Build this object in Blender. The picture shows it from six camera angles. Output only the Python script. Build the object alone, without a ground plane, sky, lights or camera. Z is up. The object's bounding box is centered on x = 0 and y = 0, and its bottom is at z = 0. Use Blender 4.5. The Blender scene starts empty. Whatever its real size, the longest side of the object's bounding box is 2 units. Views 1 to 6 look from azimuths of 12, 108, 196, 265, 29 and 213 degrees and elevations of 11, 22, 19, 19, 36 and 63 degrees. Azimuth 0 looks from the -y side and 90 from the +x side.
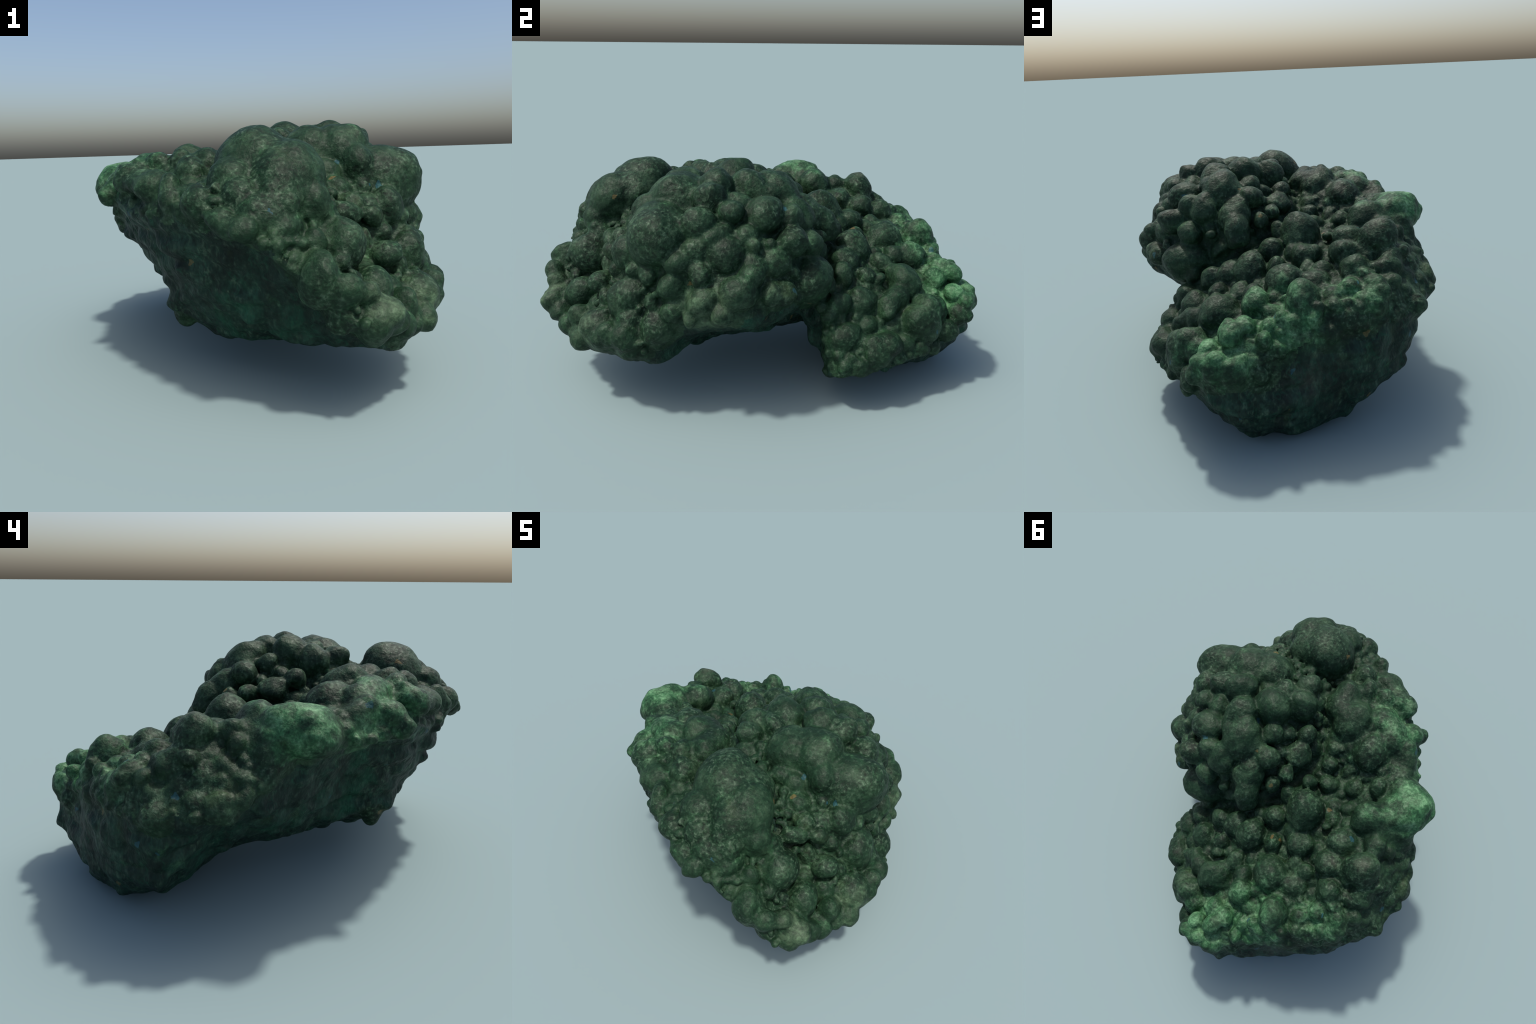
import math
import numpy as np

SEED = 11

# ---------------------------------------------------------------------------
# 1. THE ROCK: cross-sections of the bare body, from the low toe (y = -0.93)
#    to the far shelf (y = +0.94).  Each is a closed outline in x and z, listed
#    from its left tip over the top to the right tip and back underneath.
# ---------------------------------------------------------------------------
NEAR_HALF = [               # toe, ridge, flank and the great dome
 (-.94, [(.10,.67),(.18,.69),(.30,.60),(.44,.49),(.53,.40),(.55,.36),(.5,.37),(.40,.45),(.22,.60)]),
 (-.85, [(-.05,.72),(.05,.79),(.2,.80),(.29,.74),(.37,.64),(.46,.56),(.54,.44),(.61,.36),(.58,.30),(.45,.32),(.35,.44),(.22,.55),(.05,.63)]),
 (-.7,  [(-.25,.68),(-.15,.78),(.03,.80),(.15,.88),(.3,.85),(.37,.69),(.45,.57),(.54,.44),(.64,.34),(.72,.31),(.66,.23),(.4,.21),(.24,.24),(.12,.29),(-.05,.37),(-.11,.47),(-.19,.55)]),
 (-.5,  [(-.46,.73),(-.38,.81),(-.2,.85),(-.07,.83),(.01,.79),(.09,.86),(.22,.86),(.3,.82),(.41,.80),(.53,.71),(.61,.60),(.68,.49),(.73,.43),(.80,.36),(.77,.28),(.67,.19),(.5,.145),(.2,.15),(0,.15),(-.1,.18),(-.24,.27),(-.31,.49),(-.37,.63)]),
 (-.3,  [(-.60,.69),(-.50,.83),(-.3,.86),(-.13,.85),(-.06,.79),(.0,.87),(.12,.92),(.3,.93),(.5,.91),(.62,.85),(.70,.72),(.71,.58),(.75,.46),(.80,.38),(.77,.27),(.64,.19),(.4,.15),(.2,.1),(0,.11),(-.12,.17),(-.24,.25),(-.29,.4),(-.39,.55),(-.45,.65)]),
 (-.18, [(-.64,.73),(-.56,.81),(-.4,.80),(-.25,.81),(-.14,.80),(-.07,.75),(-.01,.85),(.08,.91),(.25,.94),(.45,.93),(.6,.87),(.69,.74),(.745,.58),(.76,.48),(.69,.36),(.5,.27),(.3,.17),(.15,.1),(.02,.08),(-.12,.15),(-.28,.22),(-.39,.34),(-.47,.46),(-.55,.60)]),
 (-.06, [(-.64,.72),(-.60,.82),(-.53,.79),(-.42,.72),(-.28,.70),(-.17,.70),(-.09,.72),(-.03,.80),(.07,.88),(.25,.94),(.43,.92),(.57,.86),(.67,.74),(.74,.58),(.755,.49),(.66,.39),(.48,.315),(.31,.21),(.15,.14),(.03,.08),(-.1,.13),(-.28,.20),(-.48,.31),(-.57,.44),(-.64,.58)]),
]
FAR_HALF = [                # the dome's far side, the shelf and its end wall
 (.1,   [(-.77,.59),(-.69,.70),(-.55,.74),(-.42,.70),(-.3,.67),(-.18,.68),(-.10,.69),(-.04,.75),(.06,.82),(.25,.89),(.42,.87),(.56,.79),(.67,.65),(.71,.53),(.65,.43),(.49,.35),(.31,.26),(.15,.2),(.02,.14),(-.1,.12),(-.25,.16),(-.42,.24),(-.53,.33),(-.68,.46)]),
 (.22,  [(-.815,.53),(-.71,.65),(-.58,.75),(-.42,.69),(-.3,.66),(-.2,.67),(-.08,.65),(.02,.65),(.1,.71),(.2,.79),(.35,.77),(.50,.71),(.575,.58),(.505,.465),(.37,.405),(.22,.32),(.07,.23),(-.03,.13),(-.15,.09),(-.32,.13),(-.44,.2),(-.54,.28),(-.63,.4)]),
 (.325, [(-.82,.51),(-.70,.63),(-.58,.74),(-.44,.67),(-.3,.63),(-.1,.60),(.05,.58),(.15,.56),(.3,.55),(.38,.46),(.31,.34),(.26,.2),(.23,.05),(.1,.02),(-.1,.0),(-.22,.03),(-.36,.09),(-.5,.18),(-.61,.26),(-.70,.37)]),
 (.37,  [(-.79,.52),(-.68,.62),(-.56,.71),(-.44,.66),(-.3,.60),(-.1,.58),(.05,.57),(.18,.52),(.32,.47),(.41,.40),(.43,.28),(.43,.16),(.34,.06),(.1,.02),(-.1,-.005),(-.26,.01),(-.42,.08),(-.56,.17),(-.66,.25),(-.73,.38)]),
 (.45,  [(-.77,.52),(-.67,.60),(-.5,.615),(-.3,.58),(-.1,.57),(.05,.53),(.2,.47),(.32,.40),(.42,.33),(.49,.25),(.48,.18),(.38,.14),(.25,.06),(.0,.005),(-.2,-.01),(-.36,.0),(-.48,.05),(-.61,.11),(-.70,.22),(-.765,.38)]),
 (.6,   [(-.665,.48),(-.60,.58),(-.46,.60),(-.3,.59),(-.1,.54),(.05,.47),(.18,.43),(.27,.365),(.355,.29),(.42,.21),(.33,.15),(.18,.085),(-.1,-.01),(-.36,-.01),(-.5,.05),(-.59,.12),(-.645,.28)]),
 (.75,  [(-.44,.46),(-.37,.53),(-.28,.54),(-.1,.50),(.04,.42),(.15,.36),(.23,.30),(.28,.23),(.2,.18),(.07,.07),(-.1,-.01),(-.28,-.005),(-.42,.09),(-.445,.26)]),
 (.85,  [(-.21,.42),(-.13,.45),(-.03,.46),(.05,.38),(.09,.30),(.10,.22),(.0,.09),(-.13,.04),(-.25,.10),(-.26,.24)]),
 (.94,  [(-.13,.4),(-.08,.42),(0,.41),(.05,.32),(.0,.23),(-.09,.18),(-.15,.22)]),
]
SECTIONS = NEAR_HALF + FAR_HALF

# 2. THE NODULES: centre and radius of every rounded knob, lobe by lobe
NODULES = {
 'dome': [
  (0.235, 0.087, 0.881, 0.102), (0.433, 0.096, 0.841, 0.087), (0.295, -0.022, 0.921, 0.087), (0.183, -0.124, 0.915, 0.095), (0.059, -0.22, 0.9, 0.077),
  (0.287, 0.194, 0.809, 0.073), (0.37, 0.184, 0.822, 0.06), (0.137, 0.179, 0.772, 0.092), (0.066, 0.09, 0.854, 0.062), (-0.023, -0.028, 0.796, 0.067),
  (-0.024, 0.093, 0.781, 0.044), (0.115, -0.011, 0.891, 0.056), (-0.021, -0.122, 0.845, 0.048), (0.179, -0.224, 0.921, 0.07), (0.097, -0.315, 0.916, 0.065),
  (0.374, -0.126, 0.934, 0.08), (0.474, -0.119, 0.906, 0.071), (0.433, -0.269, 0.871, 0.123), (0.291, -0.327, 0.881, 0.103), (0.636, -0.29, 0.796, 0.099),
  (0.525, -0.012, 0.875, 0.052), (0.586, 0.102, 0.688, 0.055), (0.349, 0.276, 0.681, 0.036), (0.098, 0.254, 0.74, 0.07), (0.003, 0.166, 0.754, 0.044),
  (0.301, 0.342, 0.527, 0.041), (0.58, -0.128, 0.839, 0.071), (0.576, -0.036, 0.797, 0.051), (0.601, -0.009, 0.725, 0.08), (0.648, -0.112, 0.741, 0.051),
  (0.675, -0.173, 0.698, 0.059), (0.695, -0.066, 0.564, 0.064), (0.656, 0.064, 0.595, 0.074), (0.594, 0.178, 0.574, 0.049), (0.629, 0.108, 0.66, 0.053),
  (0.446, 0.215, 0.752, 0.067), (0.22, 0.279, 0.716, 0.028), (0.389, 0.289, 0.545, 0.074), (0.511, 0.159, 0.672, 0.068), (0.598, -0.292, 0.773, 0.138),
  (0.597, -0.055, 0.77, 0.059), (0.68, -0.192, 0.598, 0.068), (0.493, -0.377, 0.823, 0.08), (0.612, -0.436, 0.684, 0.072), (0.537, 0.204, 0.573, 0.057),
  (0.358, 0.261, 0.576, 0.11), (0.337, 0.258, 0.711, 0.06), (0.085, 0.269, 0.701, 0.064),
 ],
 'ridge': [
  (0.145, -0.612, 0.817, 0.16), (0.25, -0.735, 0.77, 0.125), (0.254, -0.693, 0.804, 0.127), (0.1, -0.761, 0.803, 0.078), (0.142, -0.825, 0.758, 0.068),
  (-0.006, -0.832, 0.727, 0.058), (0.209, -0.858, 0.695, 0.081), (0.094, -0.903, 0.686, 0.043), (0.398, -0.708, 0.672, 0.052), (0.281, -0.839, 0.651, 0.066),
  (0.256, -0.588, 0.839, 0.097), (0.59, -0.853, 0.381, 0.059), (0.243, -0.833, 0.773, 0.038), (0.287, -0.845, 0.73, 0.043), (0.361, -0.732, 0.726, 0.064),
  (0.118, -0.924, 0.668, 0.042), (0.17, -0.939, 0.665, 0.047),
 ],
 'flank': [
  (-0.34, -0.21, 0.8, 0.085), (-0.2, -0.455, 0.255, 0.05), (-0.2, -0.46, 0.215, 0.032), (-0.089, -0.432, 0.828, 0.083), (-0.18, -0.299, 0.835, 0.097),
  (-0.328, -0.395, 0.838, 0.071), (-0.352, -0.53, 0.805, 0.076), (-0.099, -0.583, 0.812, 0.068), (-0.137, -0.718, 0.777, 0.053), (-0.268, -0.497, 0.849, 0.053),
  (-0.472, -0.3, 0.785, 0.069), (-0.396, -0.305, 0.819, 0.057), (-0.08, -0.318, 0.834, 0.052), (-0.389, -0.352, 0.813, 0.083), (-0.091, -0.347, 0.835, 0.075),
  (-0.23, -0.642, 0.775, 0.067), (-0.125, -0.758, 0.737, 0.046), (-0.166, -0.493, 0.851, 0.059), (-0.52, -0.266, 0.777, 0.05), (-0.469, -0.418, 0.773, 0.059),
  (-0.294, -0.6, 0.794, 0.049), (-0.388, -0.204, 0.81, 0.046), (-0.496, -0.457, 0.734, 0.045), (-0.543, -0.268, 0.724, 0.042), (-0.348, -0.246, 0.82, 0.059),
 ],
 'shelf': [
  (-0.62, -0.03, 0.772, 0.1), (-0.65, -0.085, 0.762, 0.09), (-0.58, 0.03, 0.745, 0.09), (-0.63, 0.06, 0.705, 0.085), (-0.595, -0.125, 0.762, 0.085),
  (-0.485, 0.095, 0.758, 0.085), (-0.202, 0.184, 0.7, 0.103), (0.095, 0.368, 0.56, 0.069), (-0.002, 0.398, 0.587, 0.077), (0.24, 0.474, 0.424, 0.069),
  (0.12, 0.476, 0.514, 0.046), (0.197, 0.382, 0.524, 0.054), (0.312, 0.397, 0.441, 0.056), (0.376, 0.453, 0.352, 0.043), (0.378, 0.579, 0.272, 0.065),
  (0.107, 0.54, 0.5, 0.03), (0, 0.528, 0.532, 0.049), (-0.13, 0.381, 0.594, 0.051), (-0.257, 0.321, 0.632, 0.069), (-0.186, 0.285, 0.646, 0.044),
  (-0.069, 0.272, 0.641, 0.058), (0.059, 0.642, 0.476, 0.084), (0.219, 0.599, 0.423, 0.044), (-0.196, 0.518, 0.576, 0.087), (-0.075, 0.586, 0.547, 0.051),
  (-0.111, 0.652, 0.541, 0.063), (-0.276, 0.414, 0.611, 0.038), (-0.345, 0.425, 0.614, 0.049), (-0.33, 0.509, 0.584, 0.068), (-0.434, 0.348, 0.671, 0.067),
  (-0.574, 0.318, 0.75, 0.081), (-0.434, 0.238, 0.691, 0.08), (-0.576, 0.192, 0.747, 0.054), (-0.651, 0.17, 0.718, 0.036), (-0.329, 0.202, 0.698, 0.025),
  (-0.497, 0.444, 0.627, 0.069), (-0.599, 0.433, 0.632, 0.045), (-0.489, 0.549, 0.588, 0.051), (-0.43, 0.61, 0.581, 0.045), (-0.312, 0.671, 0.578, 0.078),
  (-0.587, 0.538, 0.607, 0.051), (-0.649, 0.493, 0.611, 0.036), (-0.254, 0.743, 0.53, 0.04), (-0.072, 0.853, 0.499, 0.047), (-0.103, 0.785, 0.509, 0.044),
  (0.013, 0.858, 0.439, 0.045), (-0.034, 0.921, 0.437, 0.032), (0.031, 0.918, 0.406, 0.039), (-0.033, 0.773, 0.474, 0.051), (0.135, 0.756, 0.393, 0.073),
  (0.203, 0.72, 0.361, 0.041), (0.158, 0.801, 0.219, 0.035), (-0.2, 0.769, 0.498, 0.037), (-0.384, 0.714, 0.572, 0.03), (-0.536, 0.605, 0.575, 0.03),
  (-0.623, 0.578, 0.595, 0.03), (-0.669, 0.328, 0.686, 0.036), (-0.63, 0.374, 0.682, 0.041), (-0.091, 0.926, 0.403, 0.038), (-0.179, -0.075, 0.725, 0.046),
  (-0.349, -0.039, 0.719, 0.051), (-0.456, -0.075, 0.775, 0.044), (-0.227, 0.001, 0.703, 0.048), (-0.139, 0.049, 0.717, 0.045), (0.377, 0.435, 0.305, 0.074),
  (0.253, 0.6, 0.402, 0.038), (0.184, 0.735, 0.343, 0.085), (0.087, 0.792, 0.383, 0.058), (0.042, 0.892, 0.357, 0.058), (0.159, 0.625, 0.439, 0.057),
  (0.112, 0.846, 0.289, 0.051), (-0.018, 0.902, 0.379, 0.067), (-0.101, 0.908, 0.391, 0.058), (-0.541, 0.617, 0.555, 0.039), (-0.603, 0.598, 0.545, 0.039),
  (-0.628, 0.411, 0.64, 0.056), (-0.29, 0.75, 0.523, 0.038), (-0.373, 0.72, 0.53, 0.043), (-0.585, 0.577, 0.586, 0.04), (0.346, 0.615, 0.289, 0.061),
  (-0.549, 0.504, 0.622, 0.043), (-0.573, 0.108, 0.748, 0.042), (-0.437, 0.669, 0.566, 0.037), (-0.199, 0.831, 0.479, 0.034),
 ],
 'toe': [
  (0.72, -0.52, 0.35, 0.09), (0.72, -0.38, 0.34, 0.085), (0.389, -0.898, 0.505, 0.077), (0.561, -0.845, 0.362, 0.077), (0.451, -0.722, 0.578, 0.091),
  (0.664, -0.426, 0.5, 0.085), (0.486, -0.916, 0.477, 0.055), (0.681, -0.391, 0.521, 0.074), (0.608, -0.81, 0.355, 0.057), (0.526, -0.881, 0.462, 0.046),
  (0.657, -0.666, 0.366, 0.056), (0.733, -0.497, 0.354, 0.075), (0.765, -0.377, 0.377, 0.062), (0.711, -0.262, 0.426, 0.077), (0.719, -0.377, 0.436, 0.062),
  (0.772, -0.451, 0.384, 0.052), (0.722, -0.617, 0.31, 0.055), (0.554, -0.72, 0.43, 0.072), (0.606, -0.585, 0.522, 0.054), (0.474, -0.544, 0.703, 0.044),
  (0.475, -0.603, 0.668, 0.04), (0.551, -0.555, 0.656, 0.04), (0.452, -0.621, 0.682, 0.037), (0.452, -0.885, 0.378, 0.047), (0.316, -0.907, 0.564, 0.031),
  (0.691, -0.649, 0.299, 0.048),
 ],
}
# the creases that part the big masses: a line on the stone, and how wide
CREASES = [
 ([(-0.12, -0.06, 0.72), (-0.08, 0.07, 0.71), (-0.01, 0.18, 0.69), (0.08, 0.28, 0.65), (0.24, 0.33, 0.54)], 0.022),
]
SWELL = .007                                # metres of crust over the lofted sections
INSET = .014                                # how deep the creases between nodules run
GRAPES = .019                               # and how much deeper where all is nodules
MAT_CRUST = ((.0025, .013, .005), (.0083, .0300, .0125), (.032, .066, .033))
MAT_ROCK = ((.0015, .008, .005), (.0058, .022, .014), (.020, .056, .037))
# filler knobs per lobe: smallest and largest radius, spacing, how far they sit in
PACKING = {
    'dome': [(.046, .064, .80, .66), (.028, .040, .86, .66)],
    'ridge': [(.018, .030, .90, .66), (.012, .018, .95, .6)],
    'flank': [(.020, .030, .92, .74), (.012, .020, .92, .66)],
    'shelf': [(.034, .048, .86, .68), (.020, .030, .88, .62), (.012, .019, .92, .6)],
    'toe': [(.036, .052, .86, .70), (.016, .028, .90, .62)],
}

H = 0.009                                   # grid step of the body
LO = np.array([-0.92, -1.08, -0.06])
DIM = np.array([205, 240, 128])
AX = [LO[i] + H * np.arange(DIM[i]) for i in range(3)]


def resample(points, n):
    """n points at even spacing along an open polyline."""
    p = np.array(points, float)
    s = np.r_[0, np.cumsum(np.hypot(*np.diff(p, axis=0).T))]
    t = np.linspace(0, s[-1], n)
    return np.stack([np.interp(t, s, p[:, k]) for k in (0, 1)], 1)


def outline(points, n=24):
    """Upper and lower chain of a section resampled alike, so sections can be lofted."""
    p = np.array(points, float)
    k = int(p[:, 0].argmax())
    upper = resample(p[:k + 1], n + 1)
    lower = resample(np.vstack([p[k:], p[:1]]), n + 1)
    return np.vstack([upper[:-1], lower[:-1]])


def loft(y):
    """Section outline at y (smooth interpolation between neighbouring sections)."""
    ys = [s[0] for s in SECTIONS]
    i = int(np.clip(np.searchsorted(ys, y) - 1, 0, len(ys) - 2))
    f = np.clip((y - ys[i]) / (ys[i + 1] - ys[i]), 0, 1)
    g = [LOFTED[int(np.clip(j, 0, len(ys) - 1))] for j in (i - 1, i, i + 1, i + 2)]
    m1, m2 = (g[2] - g[0]) / 2, (g[3] - g[1]) / 2
    # half linear, half cubic: no overshoot where stations are unevenly spaced
    cub = ((2*f**3 - 3*f**2 + 1) * g[1] + (f**3 - 2*f**2 + f) * m1 * .6
           + (-2*f**3 + 3*f**2) * g[2] + (f**3 - f**2) * m2 * .6)
    return cub


LOFTED = [outline(s[1]) for s in SECTIONS]


def signed_distance_2d(poly, X, Z):
    """Signed distance of grid points to a closed outline (negative inside)."""
    d2 = np.full(X.shape, 9.0)
    inside = np.zeros(X.shape, bool)
    for (ax, az), (bx, bz) in zip(poly, np.roll(poly, -1, 0)):
        ex, ez = bx - ax, bz - az
        L = ex * ex + ez * ez + 1e-12
        t = np.clip(((X - ax) * ex + (Z - az) * ez) / L, 0, 1)
        d2 = np.minimum(d2, (X - ax - t * ex) ** 2 + (Z - az - t * ez) ** 2)
        if az != bz:
            cross = ((az > Z) != (bz > Z)) & (X < ax + (Z - az) * ex / ez)
            inside ^= cross
    d = np.sqrt(d2)
    return np.where(inside, -d, d)


def body_field():
    X, Z = np.meshgrid(AX[0], AX[2], indexing='ij')
    D = np.empty(DIM, np.float32)
    y0, y1 = SECTIONS[0][0], SECTIONS[-1][0]
    for j, y in enumerate(AX[1]):
        d = signed_distance_2d(loft(np.clip(y, y0, y1)), X, Z)
        over = max(y0 - y, y - y1, 0)
        if over:
            d = np.sqrt(np.maximum(d, 0) ** 2 + over ** 2)
        D[:, j] = d
    # the slices measure distance in their own plane only: scale back by the slope
    for _ in range(2):
        D = blur(D)
    g = np.gradient(D, H)
    slope = np.sqrt(g[0] ** 2 + g[1] ** 2 + g[2] ** 2)
    return (D / np.clip(slope, 1, 3)).astype(np.float32)


def blur(D):
    for ax in range(3):
        a = np.roll(D, 1, ax); b = np.roll(D, -1, ax)
        D = (a + 2 * D + b) / 4
    return D


def sample(D, P):
    """Trilinear value of a field at points P."""
    q = (np.asarray(P, float) - LO) / H
    i = np.clip(np.floor(q).astype(int), 0, DIM - 2)
    f = np.clip(q - i, 0, 1)
    out = 0
    for dx in (0, 1):
        for dy in (0, 1):
            for dz in (0, 1):
                w = ((f[..., 0] if dx else 1 - f[..., 0]) * (f[..., 1] if dy else 1 - f[..., 1])
                     * (f[..., 2] if dz else 1 - f[..., 2]))
                out = out + w * D[i[..., 0] + dx, i[..., 1] + dy, i[..., 2] + dz]
    return out


def normal_at(D, P, e=0.02):
    P = np.asarray(P, float)
    n = np.stack([sample(D, P + e * v) - sample(D, P - e * v) for v in np.eye(3)], -1)
    return n / (np.linalg.norm(n, axis=-1, keepdims=True) + 1e-9)


def smooth_min(a, b, k):
    h = np.maximum(k - np.abs(a - b), 0) / k
    return np.minimum(a, b) - h * h * k / 4


def window(c, r):
    lo = np.clip(np.floor((c - r - LO) / H).astype(int), 0, DIM - 1)
    hi = np.clip(np.ceil((c + r - LO) / H).astype(int) + 1, 1, DIM)
    return tuple(slice(a, b) for a, b in zip(lo, hi))


def add_ball(D, owner, c, r, tag, k, scale=(1, 1, 1), wobble=None):
    """Blend one nodule into the field, remembering which cells it owns."""
    c = np.asarray(c, float)
    w = window(c, 1.25 * r * max(scale) + 2.2 * k)
    x, y, z = np.meshgrid(*[AX[i][w[i]] - c[i] for i in range(3)], indexing='ij')
    sx, sy, sz = scale
    d = np.sqrt((x / sx) ** 2 + (y / sy) ** 2 + (z / sz) ** 2)
    if wobble is not None:                     # uneven outline, different on each ball
        a = wobble
        d = d * (1 + .08 * np.sin(a[0] + x * 2.1 / r + 1.3 * y / r) + .07 * np.sin(a[1] + 2.4 * z / r - y * 1.7 / r))
    d = (d - r).astype(np.float32)
    old = D[w]
    owner[w] = np.where(d < old, tag, owner[w])
    D[w] = smooth_min(old, d, k)


def carve(D, c, r, k):
    """Take a soft ball out of the field."""
    w = window(c, r + 2.2 * k)
    x, y, z = np.meshgrid(*[AX[i][w[i]] - c[i] for i in range(3)], indexing='ij')
    d = (np.sqrt(x * x + y * y + z * z) - r).astype(np.float32)
    D[w] = -smooth_min(-D[w], d, k)


def value_noise(scale, seed):
    """Smooth random lattice noise over the grid, in -1..1."""
    rng = np.random.default_rng(seed)
    scale = np.broadcast_to(scale, 3)
    n = np.ceil(DIM * H / scale).astype(int) + 2
    L = rng.uniform(-1, 1, n)
    for ax in range(3):
        q = np.arange(DIM[ax]) * H / scale[ax]
        i = q.astype(int); f = q - i; f = f * f * (3 - 2 * f)
        s = [1, 1, 1]; s[ax] = -1
        f = f.reshape(s)
        L = np.take(L, i, ax) * (1 - f) + np.take(L, i + 1, ax) * f
    return L.astype(np.float32)


def surface_nets(D):
    """Quads on the zero level of the field: one vertex per cell the surface crosses."""
    S = D < 0
    n = [d - 1 for d in D.shape]
    corner = [(a, b, c) for a in (0, 1) for b in (0, 1) for c in (0, 1)]
    cut = lambda A, o: A[o[0]:o[0] + n[0], o[1]:o[1] + n[1], o[2]:o[2] + n[2]]
    count = sum(cut(S, o).astype(np.int8) for o in corner)
    cell = (count > 0) & (count < 8)
    I = np.argwhere(cell)
    acc = np.zeros((len(I), 3)); num = np.zeros(len(I))
    for o in corner:
        for ax in range(3):
            if o[ax]:
                continue
            p = list(o); p[ax] = 1
            a = D[tuple((I + o).T)]; b = D[tuple((I + p).T)]
            m = (a < 0) != (b < 0)
            t = np.where(m, a / np.where(m, a - b, 1), 0)
            v = np.tile(np.array(o, float), (len(I), 1)); v[:, ax] = t
            acc += v * m[:, None]; num += m
    V = LO + H * (I + acc / num[:, None])
    idx = -np.ones(cell.shape, np.int64); idx[cell] = np.arange(len(I))
    F = []
    for ax in range(3):
        u, w = (ax + 1) % 3, (ax + 2) % 3
        lo = [slice(None)] * 3; hi = [slice(None)] * 3
        lo[ax] = slice(0, -1); hi[ax] = slice(1, None)
        E = np.argwhere(S[tuple(lo)] != S[tuple(hi)])
        E = E[(E[:, u] > 0) & (E[:, w] > 0)]
        E = E[(E < np.array(cell.shape)).all(1)]
        eu, ew = np.eye(3, dtype=int)[u], np.eye(3, dtype=int)[w]
        q = np.stack([idx[tuple((E - a * eu - b * ew).T)] for a, b in ((1, 1), (0, 1), (0, 0), (1, 0))], 1)
        flip = ~S[tuple(E.T)]
        q[flip] = q[flip, ::-1]
        F.append(q)
    F = np.vstack(F)
    return V, F[(F >= 0).all(1)]

# ---------------------------------------------------------------------------
# 3. GROWING THE STONE
# ---------------------------------------------------------------------------
LOBES = list(NODULES)


def smoothstep(a, b, v):
    t = np.clip((v - a) / (b - a), 0, 1)
    return t * t * (3 - 2 * t)


def crust_cover(x, y, nz):
    """1 where the stone carries nodules, 0 on the broken rock below and behind."""
    v = nz + .42 * x - .15 * np.maximum(y, 0) + .10 * np.sin(x * 11 + y * 7) * np.sin(y * 9 - 2)
    return smoothstep(-.20, .04, v)


def grow():
    rng = np.random.default_rng(SEED)
    bare = body_field() - np.float32(SWELL)
    soft = bare
    for _ in range(5):
        soft = blur(soft)
    nz = np.gradient(soft, H, axis=2)
    cover = crust_cover(AX[0][:, None, None], AX[1][None, :, None], nz).astype(np.float32)
    # broken rock: ridges and ledges; under the crust the rock lies a little deeper
    ledge = 1 - np.abs(value_noise((.20, .16, .09), 1)) * 2
    ridge = 1 - np.abs(value_noise((.07, .09, .05), 2)) * 2
    D = bare + (1 - cover) * (.016 * (ledge - .25) + .008 * (ridge - .3) + .007 + .004 * value_noise(.03, 9))
    # the great dome and the low end are built of nodules through and through
    x, y = AX[0][:, None, None], AX[1][None, :, None]
    grapes = smoothstep(-.12, .02, x) * smoothstep(.36, .26, y)
    D += cover * (INSET + GRAPES * grapes + .008 * value_noise(.12, 3))
    D = D.astype(np.float32)
    owner = np.zeros(DIM, np.int32)
    balls, lobe_of = [], []

    def nodule(c, r, lobe, spread=.07):
        balls.append((*c, r))
        lobe_of.append(lobe)
        add_ball(D, owner, c, r, len(balls), k=.020 + .14 * r if LOBES[lobe] == 'flank' or c[0] < -.56 else .005 + .07 * r, scale=1 + rng.uniform(-spread, spread, 3),
                 wobble=rng.uniform(0, 6.28, 2))

    for li, lobe in enumerate(LOBES):
        for x, y, z, r in NODULES[lobe]:
            nodule((x, y, z), r, li)
    # gaps are filled differently on each lobe: fused grapes, stacked knobs or a fine crust;
    # the small knobs stay part of the crust
    V, F = surface_nets(bare)
    V = V[sample(cover, V) > .8]
    N = normal_at(bare, V, .03)
    placed = np.array(balls)
    home = np.array(lobe_of)
    for step in range(3):
        for i in rng.permutation(len(V))[:9000]:
            d = np.linalg.norm(placed[:, :3] - V[i], axis=1)
            li = home[int((d - placed[:, 3]).argmin())]
            if step >= len(PACKING[LOBES[li]]):
                continue
            r0, r1, gap, sink = PACKING[LOBES[li]][step]
            r = rng.uniform(r0, r1)
            c = V[i] - N[i] * r * rng.uniform(sink - .1, sink + .12)
            if (np.linalg.norm(placed[:, :3] - c, axis=1) < gap * (placed[:, 3] + r)).any():
                continue
            placed = np.vstack([placed, [*c, r]])
            home = np.append(home, li)
            if r > .034 and len(balls) < 295:
                nodule(c, r, li, .14)
            else:
                add_ball(D, owner, c, r, -1, k=.014, scale=1 + rng.uniform(-.2, .2, 3))
    # creases that part the big masses
    for line, r in CREASES:
        p = np.array(line, float)
        for a, b in zip(p[:-1], p[1:]):
            for s in np.linspace(0, 1, max(2, int(np.linalg.norm(b - a) / .02))):
                carve(D, a + (b - a) * s, r * rng.uniform(.85, 1.2), .025)
    # low swellings on the larger nodules
    for t, (x, y, z, r) in enumerate(list(balls), 1):
        if r < .06:
            continue
        for _ in range(int(rng.integers(0, 3))):
            d = rng.normal(size=3); d /= np.linalg.norm(d)
            q = r * rng.uniform(.25, .45)
            add_ball(D, owner, np.array([x, y, z]) + d * (r - q * rng.uniform(.7, .85)), q, t, k=.025)
    # no pinholes: bridge whatever is narrower than a fingertip
    closed = D
    for _ in range(5):
        closed = blur(closed)
    D = smooth_min(D, closed + .005, .006)
    D += (.005 * value_noise(.05, 5) + .003 * value_noise(.026, 6)).astype(np.float32)
    return D, owner, bare, np.array(balls), np.array(lobe_of)


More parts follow.
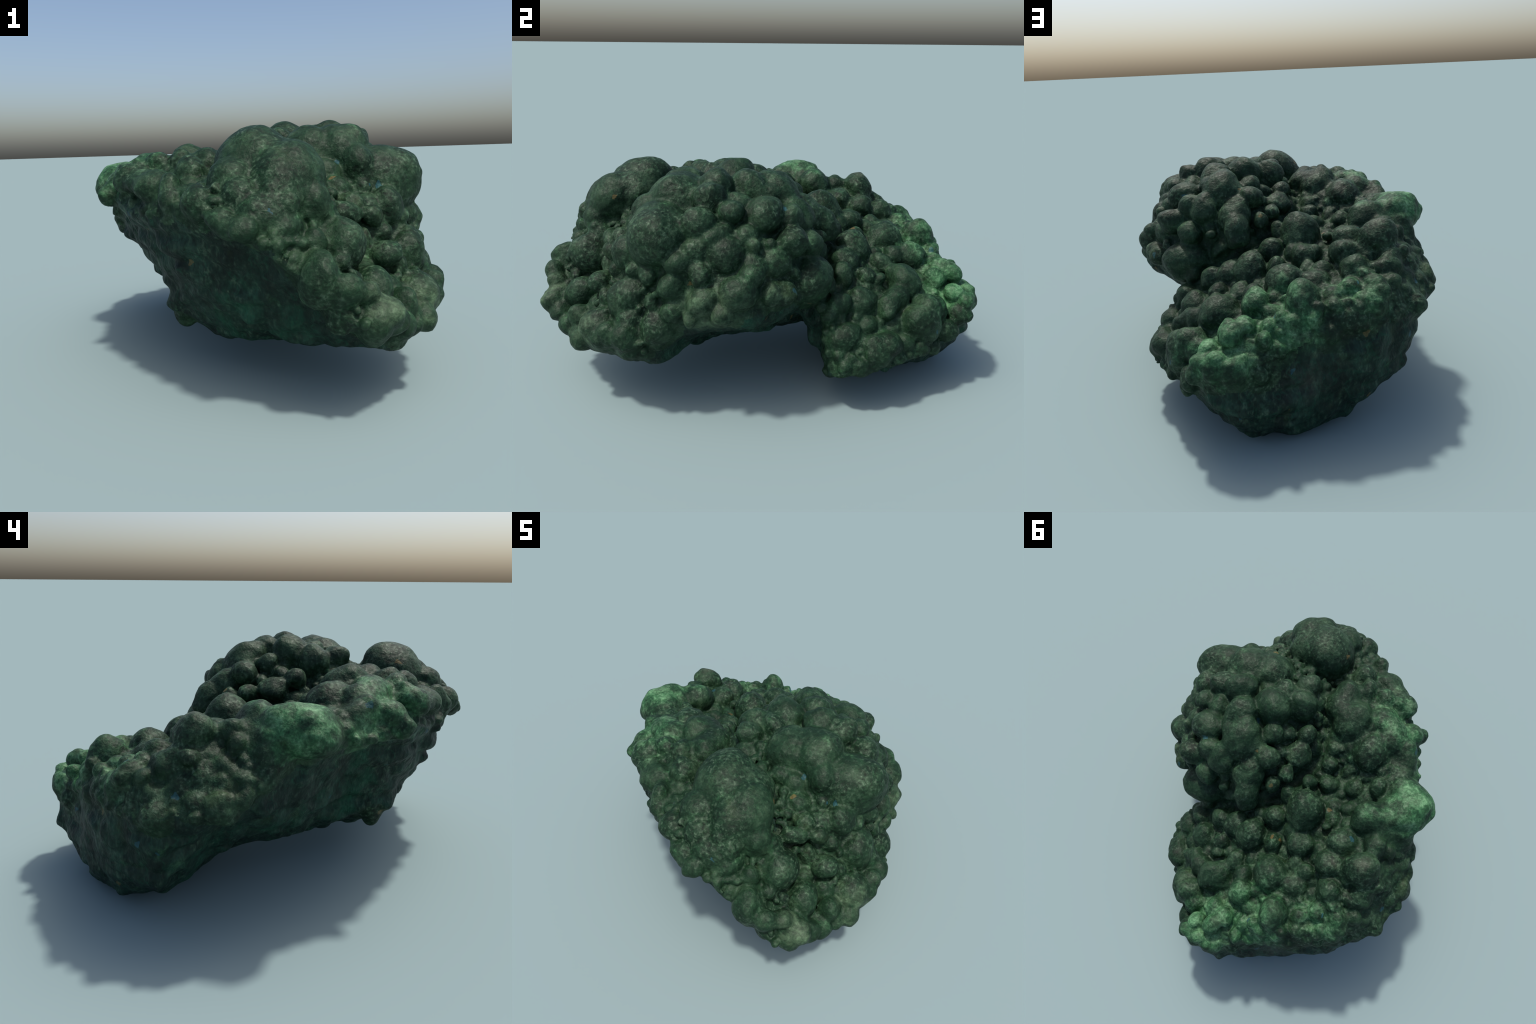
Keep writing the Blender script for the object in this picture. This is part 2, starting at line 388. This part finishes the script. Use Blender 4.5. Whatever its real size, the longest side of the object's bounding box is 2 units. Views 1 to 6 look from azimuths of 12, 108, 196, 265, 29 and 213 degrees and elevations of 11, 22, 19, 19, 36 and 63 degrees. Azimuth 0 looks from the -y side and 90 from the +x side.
def one_piece(V, F):
    """Keep the largest connected shell only."""
    lab = np.arange(len(V))
    while True:
        low = lab[F].min(1)
        new = lab.copy()
        for k in range(4):
            np.minimum.at(new, F[:, k], low)
        new = new[new]
        if (new == lab).all():
            break
        lab = new
    keep = lab == np.bincount(lab).argmax()
    F = F[keep[F[:, 0]]]
    index = np.cumsum(keep) - 1
    return V[keep], index[F]


def build_mesh():
    D, owner, bare, balls, lobe_of = grow()
    V, F = one_piece(*surface_nets(D))
    N = normal_at(D, V, .008)
    C = V[F].mean(1)
    i = np.clip(((C - LO) / H).round().astype(int), 0, DIM - 1)
    o = owner[tuple(i.T)]
    # bare rock and crust: the crust belongs to the lobe of the nearest nodule
    for a in range(0, len(C), 4000):
        s = slice(a, a + 4000)
        d = np.linalg.norm(C[s, None] - balls[None, :, :3], axis=2) - balls[:, 3]
        crust = (o[s] < 0) | ((o[s] == 0) & (d.min(1) < .035))
        o[s] = np.where(crust, -1 - lobe_of[d.argmin(1)], o[s])
    # settle in the frame: exactly 2 m long, standing on z = 0
    V[:, 1] = (V[:, 1] - V[:, 1].min()) / np.ptp(V[:, 1]) * 2 - 1
    V[:, 2] = np.maximum(V[:, 2], 0.004 + .15 * np.minimum(V[:, 2], 0))
    return V, F, N, o, lobe_of


# ---------------------------------------------------------------------------
# 4. BLENDER: objects and materials
# ---------------------------------------------------------------------------
import bpy
from mathutils import Vector


class Nodes:
    """Small helper for writing node trees."""
    def __init__(self, mat):
        mat.use_nodes = True
        self.t = mat.node_tree
        self.t.nodes.clear()

    def add(self, kind, **kw):
        n = self.t.nodes.new('ShaderNode' + kind)
        for k, v in kw.items():
            setattr(n, k, v)
        return n

    def put(self, socket, v):
        if hasattr(v, 'is_output'):
            self.t.links.new(v, socket)
        else:
            socket.default_value = v

    def noise(self, vec, scale, detail=4, rough=.55, distort=0):
        n = self.add('TexNoise')
        self.put(n.inputs['Vector'], vec)
        n.inputs['Scale'].default_value = scale
        n.inputs['Detail'].default_value = detail
        n.inputs['Roughness'].default_value = rough
        n.inputs['Distortion'].default_value = distort
        return n.outputs['Fac']

    def cells(self, vec, scale, feature='F1', out='Distance', rand=1):
        n = self.add('TexVoronoi', feature=feature)
        self.put(n.inputs['Vector'], vec)
        n.inputs['Scale'].default_value = scale
        n.inputs['Randomness'].default_value = rand
        return n.outputs[out]

    def ramp(self, fac, stops):
        n = self.add('ValToRGB')
        e = n.color_ramp.elements
        while len(e) < len(stops):
            e.new(.5)
        for el, (p, c) in zip(e, stops):
            el.position = p
            el.color = (*c, 1) if len(c) == 3 else c
        self.put(n.inputs[0], fac)
        return n.outputs[0]

    def range(self, v, a, b, c=0., d=1., smooth=True):
        n = self.add('MapRange', interpolation_type='SMOOTHSTEP' if smooth else 'LINEAR')
        self.put(n.inputs[0], v)
        for i, q in zip((1, 2, 3, 4), (a, b, c, d)):
            n.inputs[i].default_value = q
        return n.outputs[0]

    def math(self, op, a, b=0.):
        n = self.add('Math', operation=op)
        self.put(n.inputs[0], a)
        self.put(n.inputs[1], b)
        return n.outputs[0]

    def mix(self, fac, a, b, blend='MIX'):
        n = self.add('Mix', data_type='RGBA', blend_type=blend)
        self.put(n.inputs[0], fac)
        for s, v in ((6, a), (7, b)):
            self.put(n.inputs[s], v if hasattr(v, 'is_output') else (*v, 1))
        return n.outputs[2]

    def distance(self, vec, point):
        n = self.add('VectorMath', operation='DISTANCE')
        self.put(n.inputs[0], vec)
        n.inputs[1].default_value = point
        return n.outputs['Value']

    def warp(self, vec, scale, amount):
        n = self.add('TexNoise')
        self.put(n.inputs['Vector'], vec)
        n.inputs['Scale'].default_value = scale
        m = self.add('VectorMath', operation='MULTIPLY_ADD')
        self.put(m.inputs[0], n.outputs['Color'])
        m.inputs[1].default_value = (amount,) * 3
        self.put(m.inputs[2], vec)
        return m.outputs[0]


# where fresh bright green shows on the stone: centre, inner and outer reach, strength
FRESH = [((-.66, -.04, .80), .05, .26, .95), ((-.475, .09, .88), .0, .13, .9), ((-.42, -.42, .84), .06, .34, .72),
         ((-.50, -.28, .70), .03, .26, .78), ((-.22, .78, .54), .08, .36, .78), ((-.02, .88, .46), .06, .30, .85),
         ((-.52, .58, .56), .04, .26, .70), ((.15, .85, .40), .0, .22, .55), ((-.30, -.60, .85), .0, .2, .5)]
PALE = [((.60, -.90, .45), .03, .18, .75), ((.72, -.02, .50), .04, .24, .75), ((.74, -.60, .36), .04, .2, .65),
        ((.60, .20, .60), .0, .16, .6)]
RUST = [((-.43, .36, .73), .0, .09, .8), ((-.57, .33, .83), .0, .10, .8), ((-.35, .80, .30), .0, .26, .8),
        ((.40, .11, .95), .0, .08, .6)]


def zone(n, pos, spots, ragged, floor=None):
    """Soft balls in object space, eaten into by noise so that no edge is clean."""
    total = floor
    for c, a, b, s in spots:
        m = n.range(n.distance(pos, c), a, b, s, 0.)
        total = m if total is None else n.math('MAXIMUM', m, total)
    return n.range(n.math('ADD', total, ragged), .34, 1.12)


def malachite(name, palette, speckle=1.0, grain=1.0, fresh=1.0, streak=(1, 1, 1), veins=0.0):
    deep, mid, pale = palette
    mat = bpy.data.materials.new(name)
    n = Nodes(mat)
    pos = n.add('TexCoord').outputs['Object']
    m = n.add('Mapping')
    n.put(m.inputs['Vector'], pos)
    m.inputs['Scale'].default_value = streak
    pos_s = m.outputs[0]
    w = n.warp(pos_s, 9, .06)
    blotch = n.noise(w, 11, 5, .62)
    col = n.ramp(blotch, [(.30, deep), (.52, mid), (.74, pale)])
    # crystal grain: pale and dark specks about 2 cm apart, strong here and faint there
    speck = n.noise(pos_s, 62, 3, .55, .15)
    fine = n.noise(pos_s, 120, 3, .6)
    patchy = n.range(n.noise(pos, 4.2, 2), .40, .64, .28 * speckle, speckle)
    light = n.range(speck, .50, .74)
    col = n.mix(n.math('MULTIPLY', light, n.math('MULTIPLY', patchy, .75)), col, (.072, .120, .072))
    dark = n.range(speck, .50, .30)
    col = n.mix(n.math('MULTIPLY', dark, n.math('MULTIPLY', patchy, .85)), col, tuple(.22 * c for c in mid))
    ragged = n.range(n.noise(w, 15, 5, .65), .25, .75, -.48, .46, False)
    bright = n.ramp(n.math('ADD', n.math('MULTIPLY', blotch, .6), n.math('MULTIPLY', speck, .4)),
                    [(.34, (.012, .055, .022)), (.48, (.040, .132, .052)), (.62, (.135, .285, .140))])
    col = n.mix(n.math('MULTIPLY', zone(n, pos, FRESH, ragged, .27), .88 * fresh), col, bright)
    col = n.mix(n.math('MULTIPLY', zone(n, pos, PALE, ragged), .7), col, (.085, .135, .075))
    col = n.mix(n.math('MULTIPLY', zone(n, pos, RUST, ragged), .4), col, (.075, .065, .055))
    if veins:                                  # emerald streaks along the fracture planes
        v = n.noise(n.warp(pos, 6, .12), 7, 3, .5)
        thin = n.range(n.math('ABSOLUTE', n.math('SUBTRACT', v, .5)), 0, .02, veins * .4, 0)
        broad = n.range(n.noise(pos_s, 5, 4, .6), .52, .72, 0, veins * .8)
        col = n.mix(n.math('MAXIMUM', thin, broad), col, (.008, .070, .036))
    # olive stains
    stain = n.range(n.noise(pos, 6.3, 3), .62, .78, 0, .35)
    col = n.mix(stain, col, (.034, .056, .018))
    # rare flecks of azurite blue and ochre with angular edges
    cell = n.add('TexVoronoi')
    n.put(cell.inputs['Vector'], n.warp(pos, 30, .025))
    cell.inputs['Scale'].default_value = 44
    sep = n.add('SeparateColor')
    n.put(sep.inputs[0], cell.outputs['Color'])
    col = n.mix(n.math('MULTIPLY', n.math('GREATER_THAN', sep.outputs[0], .9982), .4), col, (.022, .095, .13))
    col = n.mix(n.math('MULTIPLY', n.math('GREATER_THAN', sep.outputs[1], .999), .4), col, (.17, .11, .035))
    tone = n.range(sep.outputs[2], 0, 1, .84, 1.16, False)
    tone = n.math('MULTIPLY', tone, n.range(fine, .3, .7, .72, 1.28, False))
    g = n.add('VectorMath', operation='SCALE')
    n.put(g.inputs[0], col)
    n.put(g.inputs['Scale'], tone)
    bsdf = n.add('BsdfPrincipled')
    n.put(bsdf.inputs['Base Color'], g.outputs[0])
    n.put(bsdf.inputs['Roughness'], n.range(speck, .3, .7, .68, .50, False))
    bsdf.inputs['Specular IOR Level'].default_value = .22
    bump = n.add('Bump')
    bump.inputs['Strength'].default_value = .28 * grain
    bump.inputs['Distance'].default_value = .02
    n.put(bump.inputs['Height'], n.math('ADD', speck, n.math('MULTIPLY', n.noise(pos, 18, 3), .8)))
    n.put(bsdf.inputs['Normal'], bump.outputs[0])
    out = n.add('OutputMaterial')
    n.put(out.inputs[0], bsdf.outputs[0])
    return mat


def piece(name, V, N, faces, parent, mat):
    """A region of the whole surface as a mesh of its own, shaded with the whole's normals."""
    used, inv = np.unique(faces, return_inverse=True)
    f = inv.reshape(faces.shape)
    me = bpy.data.meshes.new(name)
    me.vertices.add(len(used))
    me.vertices.foreach_set('co', V[used].astype(np.float32).ravel())
    me.loops.add(f.size)
    me.loops.foreach_set('vertex_index', f.astype(np.int32).ravel())
    me.polygons.add(len(f))
    me.polygons.foreach_set('loop_start', np.arange(0, f.size, 4, dtype=np.int32))
    me.polygons.foreach_set('use_smooth', np.ones(len(f), bool))
    me.update(calc_edges=True)
    me.validate()
    me.normals_split_custom_set_from_vertices(N[used].tolist())
    me.materials.append(mat)
    ob = bpy.data.objects.new(name, me)
    bpy.context.scene.collection.objects.link(ob)
    ob.parent = parent
    return ob


def main():
    V, F, N, o, lobe_of = build_mesh()
    crust = malachite('botryoidal_malachite', MAT_CRUST)
    rock = malachite('dark_teal_rock', MAT_ROCK, .7, 1.5, .8, (1, 1, .55), .75)
    root = bpy.data.objects.new('malachite_specimen', None)
    bpy.context.scene.collection.objects.link(root)
    root['label'] = 'dark green lumpy botryoidal malachite mineral specimen'
    root['category'] = 'mineral rock'
    piece('rock_base', V, N, F[o == 0], root, rock)
    lobes = []
    for li in range(len(LOBES)):
        m = o == -1 - li
        lob = piece('botryoidal_lobe', V, N, F[m], root, crust)
        lob['kind'] = 'stuff'
        lobes.append(lob)
    for t in range(1, len(lobe_of) + 1):
        m = o == t
        if m.any():
            piece('nodule', V, N, F[m], lobes[lobe_of[t - 1]], crust)


main()
